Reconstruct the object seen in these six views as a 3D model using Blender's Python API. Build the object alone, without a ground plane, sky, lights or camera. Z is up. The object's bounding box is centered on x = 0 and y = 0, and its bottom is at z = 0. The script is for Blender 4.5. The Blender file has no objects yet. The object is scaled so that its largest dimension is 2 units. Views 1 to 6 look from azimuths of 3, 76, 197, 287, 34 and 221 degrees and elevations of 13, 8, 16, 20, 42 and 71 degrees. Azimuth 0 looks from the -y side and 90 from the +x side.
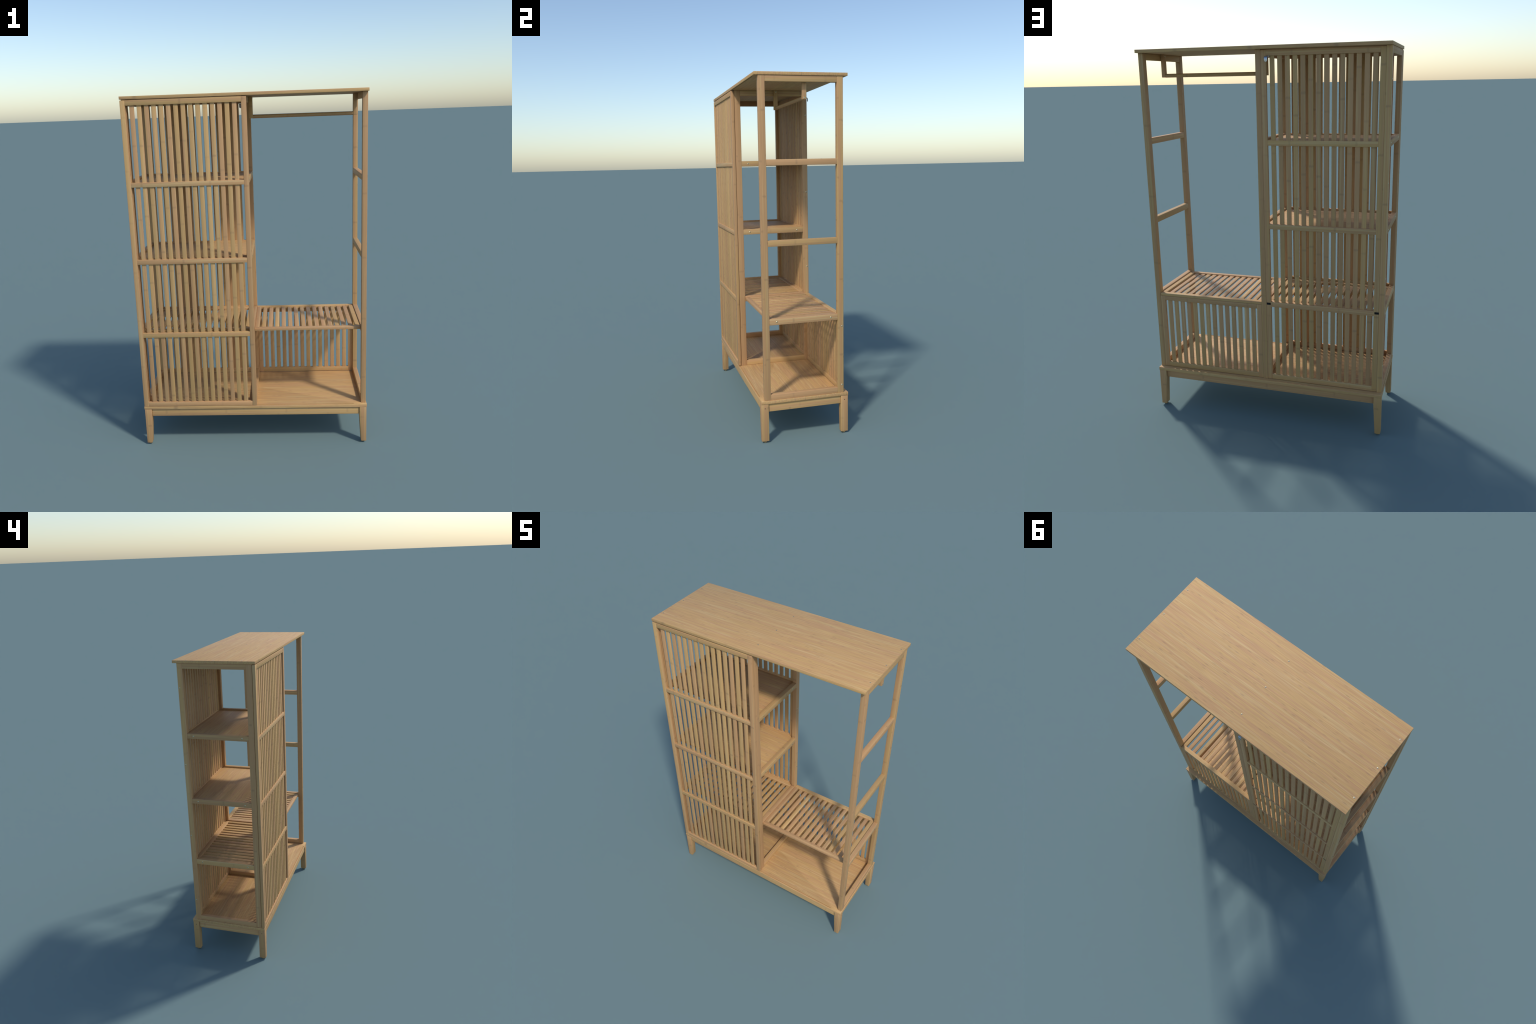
import bpy, bmesh, math
from mathutils import Vector, Matrix

# ------------------------------------------------------------------ materials
def new_mat(name):
    m = bpy.data.materials.new(name); m.use_nodes = True
    nt = m.node_tree; nt.nodes.clear()
    return m, nt

class G:
    """small helper to wire shader nodes"""
    def __init__(s, nt): s.nt = nt
    def n(s, kind, **kw):
        nd = s.nt.nodes.new(kind)
        for k, v in kw.items(): setattr(nd, k, v)
        return nd
    def put(s, sock, v):
        if isinstance(v, bpy.types.NodeSocket): s.nt.links.new(v, sock)
        elif v is not None: sock.default_value = v
    def math(s, op, a, b=None, c=None, clamp=False):
        nd = s.n('ShaderNodeMath', operation=op, use_clamp=clamp)
        s.put(nd.inputs[0], a)
        if b is not None: s.put(nd.inputs[1], b)
        if c is not None: s.put(nd.inputs[2], c)
        return nd.outputs[0]
    def vmath(s, op, a, b):
        nd = s.n('ShaderNodeVectorMath', operation=op)
        s.put(nd.inputs[0], a); s.put(nd.inputs[1], b)
        return nd.outputs[0]
    def comb(s, x, y, z):
        nd = s.n('ShaderNodeCombineXYZ')
        for i, v in enumerate((x, y, z)): s.put(nd.inputs[i], v)
        return nd.outputs[0]
    def noise(s, vec, scale=1.0, detail=2.0, rough=0.5):
        nd = s.n('ShaderNodeTexNoise')
        s.put(nd.inputs['Vector'], vec)
        nd.inputs['Scale'].default_value = scale
        nd.inputs['Detail'].default_value = detail
        nd.inputs['Roughness'].default_value = rough
        return nd.outputs[0]
    def white(s, vec):
        nd = s.n('ShaderNodeTexWhiteNoise', noise_dimensions='3D')
        s.put(nd.inputs['Vector'], vec)
        return nd.outputs[0]
    def remap(s, v, a, b, c, d, smooth=True):
        nd = s.n('ShaderNodeMapRange')
        nd.interpolation_type = 'SMOOTHSTEP' if smooth else 'LINEAR'
        s.put(nd.inputs[0], v)
        for i, k in enumerate((a, b, c, d)): s.put(nd.inputs[i + 1], k)
        return nd.outputs[0]
    def mix(s, f, a, b, mode='MIX'):
        nd = s.n('ShaderNodeMix', data_type='RGBA', blend_type=mode)
        s.put(nd.inputs[0], f)
        for i, v in ((6, a), (7, b)):
            s.put(nd.inputs[i], v if isinstance(v, bpy.types.NodeSocket) else (*v, 1))
        return nd.outputs[2]
    def hsv(s, col, h, sa, v):
        nd = s.n('ShaderNodeHueSaturation')
        s.put(nd.inputs['Hue'], h); s.put(nd.inputs['Saturation'], sa); s.put(nd.inputs['Value'], v)
        s.put(nd.inputs['Color'], col)
        return nd.outputs[0]

YELLOW = (0.550, 0.334, 0.131)
PINK   = (0.520, 0.293, 0.132)
PALE   = (0.582, 0.388, 0.178)
NODE   = (0.255, 0.155, 0.085)

def grain(g, x, y, z, r, fx, fy, detail=2.0, rough=0.5, seed=0.0):
    """noise drawn out along local X"""
    return g.noise(g.comb(g.math('ADD', g.math('MULTIPLY', x, fx), seed),
                          g.math('ADD', g.math('MULTIPLY', y, fy), r),
                          g.math('ADD', g.math('MULTIPLY', z, fy), seed * 3.1)), 1.0, detail, rough)

def bamboo(name, f_tone, f_streak, tone_amt, streak_amt, obj_var, knots, gain=1.0, hue_mid=0.48, hue_span=0.12, rough=0.68):
    """laminated bamboo: grain along local X; `knots` is 'band' for sticks, 'speck' for wide boards"""
    m, nt = new_mat(name); g = G(nt)
    tc = g.n('ShaderNodeTexCoord').outputs['Object']
    sep = g.n('ShaderNodeSeparateXYZ'); g.put(sep.inputs[0], tc)
    x, y, z = sep.outputs
    rnd = g.n('ShaderNodeObjectInfo').outputs['Random']
    r1 = g.math('MULTIPLY', rnd, 97.0)
    tone = grain(g, x, y, z, r1, *f_tone, 1.5, 0.5, 3.0)
    hue = grain(g, x, y, z, r1, f_tone[0] * 0.7, f_tone[1] * 0.8, 1.5, 0.5, 31.0)
    streak = grain(g, x, y, z, r1, *f_streak, 3.0, 0.6, 11.0)
    objt = g.math('FRACT', g.math('MULTIPLY', rnd, 7.31))
    h = g.math('ADD', hue, g.math('MULTIPLY', g.math('SUBTRACT', objt, 0.5), obj_var))
    c = g.mix(g.remap(h, hue_mid - hue_span, hue_mid + hue_span, 0, 1), PINK, YELLOW)
    c = g.mix(g.remap(tone, 0.52, 0.72, 0, tone_amt), c, PALE)
    if knots == 'band':
        # growth rings of the culm: soft smudges across a strip, one every third of a metre or so
        sid = g.comb(g.math('FLOOR', g.math('ADD', g.math('DIVIDE', y, 0.019), 0.31)),
                     g.math('FLOOR', g.math('ADD', g.math('DIVIDE', z, 0.023), 0.44)), r1)
        w2 = g.white(g.vmath('ADD', sid, (17.3, 5.1, 3.7)))
        w3 = g.white(g.vmath('ADD', sid, (3.9, 41.7, 8.2)))
        per = g.math('MULTIPLY', g.math('ADD', g.math('MULTIPLY', w3, 0.6), 0.7), 0.36)
        ph = g.math('FRACT', g.math('ADD', g.math('DIVIDE', x, per), g.math('MULTIPLY', w2, 9.7)))
        d = g.math('MULTIPLY', g.math('ABSOLUTE', g.math('SUBTRACT', ph, 0.5)), per)
        wob = grain(g, x, y, z, r1, 40.0, 140.0, 2.0, 0.5, 5.0)
        d = g.math('ADD', d, g.math('MULTIPLY', g.math('SUBTRACT', wob, 0.5), 0.012))
        nm = g.remap(d, 0.0, 0.0095, 1.0, 0.0)
        nm = g.math('MULTIPLY', nm, g.remap(w3, 0.0, 1.0, 0.12, 0.36))
    else:
        vo = g.n('ShaderNodeTexVoronoi'); vo.feature = 'F1'; vo.voronoi_dimensions = '2D'
        g.put(vo.inputs['Vector'], g.comb(g.math('ADD', g.math('MULTIPLY', x, 13.0), r1), g.math('MULTIPLY', y, 62.0), 0.0))
        vo.inputs['Scale'].default_value = 1.0
        wv = g.white(vo.outputs['Color'])
        nm = g.remap(vo.outputs['Distance'], 0.03, 0.25, 1.0, 0.0)
        nm = g.math('MULTIPLY', nm, g.remap(wv, 0.45, 1.0, 0.0, 0.42))
    c = g.mix(nm, c, NODE)
    val = g.math('ADD', 1.0 - streak_amt * 0.5, g.math('MULTIPLY', g.remap(streak, 0.28, 0.72, 0, 1, False), streak_amt))
    val = g.math('MULTIPLY', val, g.remap(g.math('FRACT', g.math('MULTIPLY', rnd, 31.7)), 0, 1,
                                         gain * (1 - obj_var * 0.26), gain * (1 + obj_var * 0.24), False))
    c = g.hsv(c, 0.5, 1.0, val)
    b = g.n('ShaderNodeBsdfPrincipled')
    g.put(b.inputs['Base Color'], c)
    b.inputs['Roughness'].default_value = rough
    b.inputs['Specular IOR Level'].default_value = 0.45
    bp = g.n('ShaderNodeBump'); bp.inputs['Strength'].default_value = 0.06
    bp.inputs['Distance'].default_value = 0.0006
    g.put(bp.inputs['Height'], streak); g.put(b.inputs['Normal'], bp.outputs[0])
    o = g.n('ShaderNodeOutputMaterial'); g.put(o.inputs[0], b.outputs[0])
    return m

def plain(name, col, rough, metal=0.0, var=0.0):
    m, nt = new_mat(name); g = G(nt)
    b = g.n('ShaderNodeBsdfPrincipled')
    if var:
        nz = g.noise(g.n('ShaderNodeTexCoord').outputs['Object'], 180.0, 2.0)
        c = g.hsv(g.mix(0.0, col, col), 0.5, 1.0, g.remap(nz, 0.3, 0.7, 1 - var, 1 + var, False))
        g.put(b.inputs['Base Color'], c)
    else:
        b.inputs['Base Color'].default_value = (*col, 1)
    b.inputs['Roughness'].default_value = rough
    b.inputs['Metallic'].default_value = metal
    o = g.n('ShaderNodeOutputMaterial'); g.put(o.inputs[0], b.outputs[0])
    return m

BAR   = bamboo('bamboo_bar',   (1.4, 95.0), (5.0, 360.0), 0.85, 0.17, 0.36, 'band', 0.95, 0.52, 0.09)
BOARD = bamboo('bamboo_board', (3.2, 135.0), (7.0, 240.0), 0.80, 0.27, 0.08, 'speck')
STEEL = plain('zinc_plated_steel', (0.72, 0.72, 0.50), 0.24, 1.0, 0.05)
SLOT  = plain('dark_recess', (0.05, 0.045, 0.035), 0.6)
HOLE  = plain('brown_plug', (0.16, 0.10, 0.05), 0.6, 0.0, 0.1)
CHROME = plain('polished_steel', (0.40, 0.43, 0.47), 0.20, 1.0)  # base colour darkened and blued for the dark reflection on the hook
PADM  = plain('glide_plastic', (0.30, 0.215, 0.105), 0.5, 0.0, 0.08)
BLACK = plain('black_overlap_shading', (0.004, 0.004, 0.004), 0.9)

# ------------------------------------------------------------------ geometry helpers
COLL = bpy.context.scene.collection
def link(name, data, parent=None, loc=(0, 0, 0), rot=None):
    o = bpy.data.objects.new(name, data)
    COLL.objects.link(o)
    o.location = loc
    if rot is not None: o.rotation_euler = rot
    if parent is not None: o.parent = parent
    return o

def empty(name, parent=None):
    o = link(name, None, parent); o.empty_display_size = 0.1
    return o

def smooth(me, ang=40):
    me.polygons.foreach_set('use_smooth', [True] * len(me.polygons))
    me.set_sharp_from_angle(angle=math.radians(ang))

MESHES = {}
def box_mesh(name, L, W, T, bev, mat, seg=2):
    key = (round(L, 5), round(W, 5), round(T, 5), bev, mat.name, seg)
    if key in MESHES: return MESHES[key]
    bm = bmesh.new()
    bmesh.ops.create_cube(bm, size=1.0, matrix=Matrix.Diagonal((L, W, T, 1)))
    if bev: bmesh.ops.bevel(bm, geom=bm.edges[:], offset=bev, segments=seg, profile=0.5, affect='EDGES')
    me = bpy.data.meshes.new(name); bm.to_mesh(me); bm.free()
    me.materials.append(mat); smooth(me, 50)
    MESHES[key] = me
    return me

ROT = {'x': (0, 0, 0), 'y': (0, 0, math.pi / 2), 'z': (0, -math.pi / 2, 0)}
def bar(name, lo, hi, axis, parent, bev=0.0015, mat=None, seg=2):
    """rectangular stick from corner lo to corner hi, grain running along `axis`"""
    d = [hi[i] - lo[i] for i in range(3)]
    c = [(hi[i] + lo[i]) / 2 for i in range(3)]
    dims = {'x': (d[0], d[1], d[2]), 'y': (d[1], d[0], d[2]), 'z': (d[2], d[1], d[0])}[axis]
    return link(name, box_mesh(name, *dims, bev, mat or BAR, seg), parent, c, ROT[axis])

def screw_mesh():
    """low domed cap with a hexagonal socket; head faces local +Z"""
    bm = bmesh.new(); r = 0.0039
    prof = [(r, -0.004), (r, 0.0003), (r * .86, 0.0009), (r * .45, 0.0013), (r * .36, 0.0004), (0.0002, 0.0004)]
    rings = []
    for k, (rr, zz) in enumerate(prof):
        rings.append([bm.verts.new((rr * math.cos(a * math.tau / 18), rr * math.sin(a * math.tau / 18), zz)) for a in range(18)])
    for k in range(len(rings) - 1):
        for a in range(18):
            f = bm.faces.new((rings[k][a], rings[k][(a + 1) % 18], rings[k + 1][(a + 1) % 18], rings[k + 1][a]))
            f.material_index = 1 if k >= 3 else 0
    f = bm.faces.new(rings[-1]); f.material_index = 1
    bmesh.ops.recalc_face_normals(bm, faces=bm.faces)
    me = bpy.data.meshes.new('screw'); bm.to_mesh(me); bm.free()
    me.materials.append(STEEL); me.materials.append(SLOT); smooth(me, 35)
    return me
def plug_mesh():
    bm = bmesh.new()
    bmesh.ops.create_cone(bm, cap_ends=True, segments=16, radius1=0.0032, radius2=0.0032, depth=0.004)
    me = bpy.data.meshes.new('screw_hole'); bm.to_mesh(me); bm.free()
    me.materials.append(HOLE); return me
SCREW, PLUG = screw_mesh(), plug_mesh()
FACE = {'+x': (0, math.pi / 2, 0), '-x': (0, -math.pi / 2, 0), '+z': (0, 0, 0), '-y': (math.pi / 2, 0, 0)}
def screw(parent, pos, face): return link('screw', SCREW, parent, pos, FACE[face])

# ------------------------------------------------------------------ dimensions (metres)
HX, HY   = 0.6470, 0.2540          # half width and half depth of the boards
Z_BASE0, Z_BASE1 = 0.2238, 0.2418  # base board
Z_TOP0, Z_TOP1   = 1.9838, 2.0000  # top board
FW       = 0.0269                  # thickness of a side frame
FRAMES   = (-0.6300, 0.0, 0.6300)  # frame centres in x
POST_Y   = ((-0.2332, -0.1974), (0.1942, 0.2285))  # front and back posts
RUNG_Z   = ((0.2422, 0.2742), (0.6665, 0.7005), (1.0965, 1.1290), (1.5240, 1.5560), (1.9510, 1.9832))
PITCH, SLAT_W = 0.03835, 0.0240

wardrobe = empty('bamboo_wardrobe')
wardrobe['label'] = 'open bamboo wardrobe with slatted sliding door and bench shelf'
wardrobe['category'] = 'wardrobe'

# ------------------------------------------------------------------ top and base boards, each with a sliding track groove
def board(name, lo, hi, groove_z=None):
    me = box_mesh(name, hi[0] - lo[0], hi[1] - lo[1], hi[2] - lo[2], 0.0010, BOARD)
    c = [(hi[i] + lo[i]) / 2 for i in range(3)]
    o = link(name, me, wardrobe, c)
    if groove_z is not None:
        cut = link('cutter', box_mesh('cutter', 1.144, 0.0058, 0.009, 0, BOARD), None, (0, -0.2462, groove_z))
        md = o.modifiers.new('groove', 'BOOLEAN'); md.object = cut; md.operation = 'DIFFERENCE'; md.solver = 'EXACT'
        bpy.context.view_layer.update()
        dg = bpy.context.evaluated_depsgraph_get()
        nm = bpy.data.meshes.new_from_object(o.evaluated_get(dg))
        o.modifiers.clear(); o.data = nm; smooth(nm, 50)
        bpy.data.objects.remove(cut)
    return o
top = board('top_board', (-HX, -HY, Z_TOP0), (HX, HY, Z_TOP1), Z_TOP0)
base = board('base_board', (-HX, -HY, Z_BASE0), (HX, HY, Z_BASE1), Z_BASE1)
for sx in (-0.6310, 0.0, 0.6310):
    for sy in (-0.1714, 0.0, 0.1714):
        screw(top, (sx, sy, (Z_TOP1 - Z_TOP0) / 2 - 0.0006), '+z')

# ------------------------------------------------------------------ legs and aprons
def leg_mesh(w_top=0.0400, w_bot=0.0295, dep=0.0415, h=Z_BASE0 - 0.0085, straight=0.045):
    """square leg: outer faces upright, inner face tapering in below the apron; local X is up, outer side at -Z"""
    bm = bmesh.new()
    prof = [(0.0, w_bot), (h - straight, w_top), (h, w_top)]
    rings = [[bm.verts.new((a, s * dep / 2, t)) for s, t in ((-1, 0), (1, 0), (1, w), (-1, w))] for a, w in prof]
    for k in range(2):
        for i in range(4):
            bm.faces.new((rings[k][i], rings[k][(i + 1) % 4], rings[k + 1][(i + 1) % 4], rings[k + 1][i]))
    bm.faces.new(rings[0][::-1]); bm.faces.new(rings[-1])
    bmesh.ops.recalc_face_normals(bm, faces=bm.faces)
    ed = [e for e in bm.edges if len(e.link_faces) == 2 and e.calc_face_angle() > 0.5]
    bmesh.ops.bevel(bm, geom=ed, offset=0.0016, segments=2, profile=0.5, affect='EDGES')
    me = bpy.data.meshes.new('leg'); bm.to_mesh(me); bm.free()
    me.materials.append(BAR); smooth(me, 50)
    return me
def glide_mesh():
    bm = bmesh.new()
    bmesh.ops.create_cone(bm, cap_ends=True, segments=24, radius1=0.0105, radius2=0.0120, depth=0.0088,
                          matrix=Matrix.Translation((0, 0, 0.0044)))
    me = bpy.data.meshes.new('foot_glide'); bm.to_mesh(me); bm.free()
    me.materials.append(PADM); smooth(me, 40); return me
LEG, GLIDE = leg_mesh(), glide_mesh()
for sx in (-1, 1):
    for sy in (-1, 1):
        o = link('leg', LEG, wardrobe)
        # columns: where local X (up), Y and Z (towards the middle) point
        zx = Vector((-sx, 0, 0)); xx = Vector((0, 0, 1)); yy = zx.cross(xx)
        R = Matrix((xx, yy, zx)).transposed()
        o.matrix_world = Matrix.Translation((sx * 0.6450, sy * (HY - 0.0006 - 0.02075), 0.0085)) @ R.to_4x4()
        link('foot_glide', GLIDE, wardrobe, (sx * 0.6295, sy * 0.2325, 0.0))
        link('screw_hole', PLUG, wardrobe, (sx * 0.6433, sy * 0.2326, 0.1990), FACE['+x'])
for a, b in ((-0.2463, -0.2280), (0.2200, 0.2385)):
    bar('apron', (-0.6040, a, 0.1780), (0.6040, b, Z_BASE0 - 0.0002), 'x', wardrobe)
for sx in (-1, 1):
    a, b = sorted((sx * 0.6380, sx * 0.6195))
    bar('apron', (a, -0.2110, 0.1765), (b, 0.2110, Z_BASE0 - 0.0002), 'y', wardrobe)

# ------------------------------------------------------------------ three ladder frames
frames = []
for i, cx in enumerate(FRAMES):
    f = empty('side_frame', wardrobe); frames.append(f)
    x0, x1 = cx - FW / 2, cx + FW / 2
    for a, b in POST_Y:
        bar('post', (x0, a, Z_BASE1 + 0.0003), (x1, b, Z_TOP0 - 0.0003), 'z', f, 0.0016, seg=3)
    for z0, z1 in RUNG_Z:
        bar('rung', (x0 + 0.0003, POST_Y[0][1], z0), (x1 - 0.0003, POST_Y[1][0], z1), 'y', f, 0.0012)
XL, XM, XR = FRAMES
for z in (1.5400, 1.1115, 0.6838):
    for y in (-0.1562, 0.1536):
        screw(frames[0], (XL - FW / 2 + 0.0003, y, z), '-x')
        if z > 1: screw(frames[1], (XM + FW / 2 - 0.0003, y, z), '+x')
        else: screw(frames[2], (XR + FW / 2 - 0.0003, y, z), '+x')
for z in (1.8350, 1.3532, 0.8698, 0.3925):
    screw(frames[0], (XL - FW / 2, 0.2185, z), '-x')
    if z > 0.7: screw(frames[1], (XM + FW / 2, 0.2186, z), '+x')
for z in (0.6300, 0.2880): screw(frames[2], (XR + FW / 2, 0.2190, z), '+x')

# ------------------------------------------------------------------ slatted panels (door and backs)
def slat_panel(name, x0, x1, y0, y1, z0, z1, rails, n, slat_y, first, stile=0.0263):
    """stiles at both ends, rails at the given heights, n upright slats"""
    p = empty(name, wardrobe)
    for a in (x0, x1 - stile):
        bar('stile', (a, y0, z0), (a + stile, y1, z1), 'z', p, 0.0009)
    for a, b in rails:
        bar('rail', (x0 + stile, y0 + 0.0002, a), (x1 - stile, y1 - 0.0002, b), 'x', p, 0.0009)
    zs = [rails[0][1]] + [v for a, b in rails[1:-1] for v in (a, b)] + [rails[-1][0]]
    for k in range(n):
        cx = first + k * PITCH
        bar('slat', (cx - SLAT_W / 2, slat_y[0], zs[0] - 0.004), (cx + SLAT_W / 2, slat_y[1], zs[-1] + 0.004), 'z', p, 0.0012)
    return p

RAILS = ((0.6685, 0.6955), (1.0970, 1.1235), (1.5245, 1.5500))
door = slat_panel('sliding_door', -0.6452, 0.0150, -0.2540, -0.2358, 0.2438, 1.9795,
                  ((0.2438, 0.2690),) + RAILS + ((1.9525, 1.9795),), 15, (-0.2484, -0.2418), -0.5848)
xa, xb = XL + FW / 2 + 0.0004, XM - FW / 2 - 0.0004
back = slat_panel('back_panel', xa, xb, 0.2122, 0.2279, 0.2448, 1.9790,
                  ((0.2448, 0.2725),) + tuple((a + 0.002, b + 0.003) for a, b in RAILS) + ((1.9525, 1.9790),),
                  14, (0.2150, 0.2221), -0.3186 - 6.5 * PITCH)
xc, xd = XM + FW / 2 + 0.0004, XR - FW / 2 - 0.0004
low = slat_panel('lower_back_panel', xc, xd, 0.2122, 0.2279, 0.2448, 0.6780,
                 ((0.2448, 0.2725), (0.6530, 0.6780)), 14, (0.2150, 0.2221), 0.3140 - 6.5 * PITCH)
for x in ((-0.0165, -0.0390), (-0.5940, -0.6178)):  # thin plates modelling the black shading where overlapping faces render unlit
    bar('black_overlap_plate', (min(x), 0.2268, 0.6815), (max(x), 0.2282, 0.6935), 'x', back, 0, BLACK)

# ------------------------------------------------------------------ shelves
for z in (1.5462, 1.1192):
    lo, hi = (xa, POST_Y[0][1], z - 0.0158), (xb, 0.2116, z)
    c = [(lo[i] + hi[i]) / 2 for i in range(3)]
    link('shelf', box_mesh('shelf', hi[0] - lo[0], hi[1] - lo[1], hi[2] - lo[2], 0.0012, BOARD), wardrobe, c)

def bench(x0, x1, y0, y1, z=0.6940, t=0.0155, rw=0.0262):
    b = empty('slatted_bench', wardrobe)
    for a in (x0, x1 - rw):
        bar('bench_side_rail', (a, y0 + rw, z - t), (a + rw, y1 - rw, z), 'y', b, 0.0014)
    for a in (y0, y1 - rw):
        bar('bench_rail', (x0, a, z - t), (x1, a + rw, z), 'x', b, 0.0014)
    cx = (x0 + x1) / 2
    for k in range(14):
        m = cx + (k - 6.5) * PITCH
        bar('bench_slat', (m - SLAT_W / 2, y0 + rw - 0.003, z - 0.0120), (m + SLAT_W / 2, y1 - rw + 0.003, z - 0.0040), 'y', b, 0.0014)
    return b
bench(xc, xd - 0.0010, -0.1975, 0.2272)
bench(xa + 0.0010, xb, -0.1975, 0.2118, rw=0.0262)

# ------------------------------------------------------------------ clothes rail on two drop brackets
rail = empty('clothes_rail', wardrobe)
HZ0, HZ1, HY0, HY1, HW = 1.8648, Z_TOP0 - 0.0006, 0.0122, 0.0348, 0.0215
for a, b in ((XM + FW / 2 + 0.0002, XM + FW / 2 + HW), (XR - FW / 2 - HW, XR - FW / 2 - 0.0002)):
    bar('rail_bracket', (a, HY0, HZ0), (b, HY1, HZ1), 'z', rail, 0.0014)
screw(rail, (XR - FW / 2 - 0.0004, 0.0240, 1.8735), '+x')
screw(rail, (XM + FW / 2 + 0.0006, 0.0270, 1.8735), '-x')
screw(rail, (XM + FW / 2 + HW - 0.0002, 0.0235, 1.9740), '+x')
screw(rail, (XR - FW / 2 - HW + 0.0002, 0.0235, 1.9740), '-x')
def rod_mesh(L, r):
    bm = bmesh.new()
    bmesh.ops.create_cone(bm, cap_ends=True, segments=32, radius1=r, radius2=r, depth=L,
                          matrix=Matrix.Rotation(math.pi / 2, 4, 'Y'))
    me = bpy.data.meshes.new('hanging_rod'); bm.to_mesh(me); bm.free()
    me.materials.append(BAR); smooth(me, 40); return me
ra, rb = XM + FW / 2 + HW - 0.003, XR - FW / 2 - HW + 0.003
link('hanging_rod', rod_mesh(rb - ra, 0.0100), rail, ((ra + rb) / 2, 0.0235, 1.8740))

# ------------------------------------------------------------------ steel wall bracket hooked over the back of the cabinet
def strap_mesh(path, half, th):
    """flat strap with a rounded free end following (y, z) points; width runs along x"""
    bm = bmesh.new(); n = len(path); rows = []
    for i, (y, z, w) in enumerate(path):
        p0 = path[max(i - 1, 0)]; p1 = path[min(i + 1, n - 1)]
        t = Vector((p1[0] - p0[0], p1[1] - p0[1])).normalized(); nn = Vector((-t.y, t.x)) * th / 2
        rows.append([bm.verts.new((sx * half * w, y + s * nn.x, z + s * nn.y)) for sx, s in ((-1, -1), (1, -1), (1, 1), (-1, 1))])
    for i in range(n - 1):
        for k in range(4):
            bm.faces.new((rows[i][k], rows[i][(k + 1) % 4], rows[i + 1][(k + 1) % 4], rows[i + 1][k]))
    bm.faces.new(rows[0][::-1]); bm.faces.new(rows[-1])
    bmesh.ops.recalc_face_normals(bm, faces=bm.faces)
    me = bpy.data.meshes.new('wall_bracket'); bm.to_mesh(me); bm.free()
    me.materials.append(CHROME); smooth(me, 30); return me
pts = [(0.2160, 1.9508, 1.0), (0.2330, 1.9508, 1.0)]
for k in range(1, 7):
    a = k / 6 * math.pi / 2
    pts.append((0.2420 + 0.0115 * math.sin(a), 1.9393 + 0.0115 * math.cos(a), 1.0))
for k in range(1, 7):
    a = k / 6 * math.pi / 2 * 0.97
    pts.append((0.2535, 1.9330 - 0.0085 * math.sin(a), math.cos(a)))
hook = link('wall_bracket', strap_mesh(pts, 0.0078, 0.0018), wardrobe, (-0.0485, 0, 0))
bar('bracket_flange', (-0.0625, 0.2260, 1.9487), (-0.0405, 0.2400, 1.9512), 'x', wardrobe, 0.0004, CHROME)
bpy.context.view_layer.update()
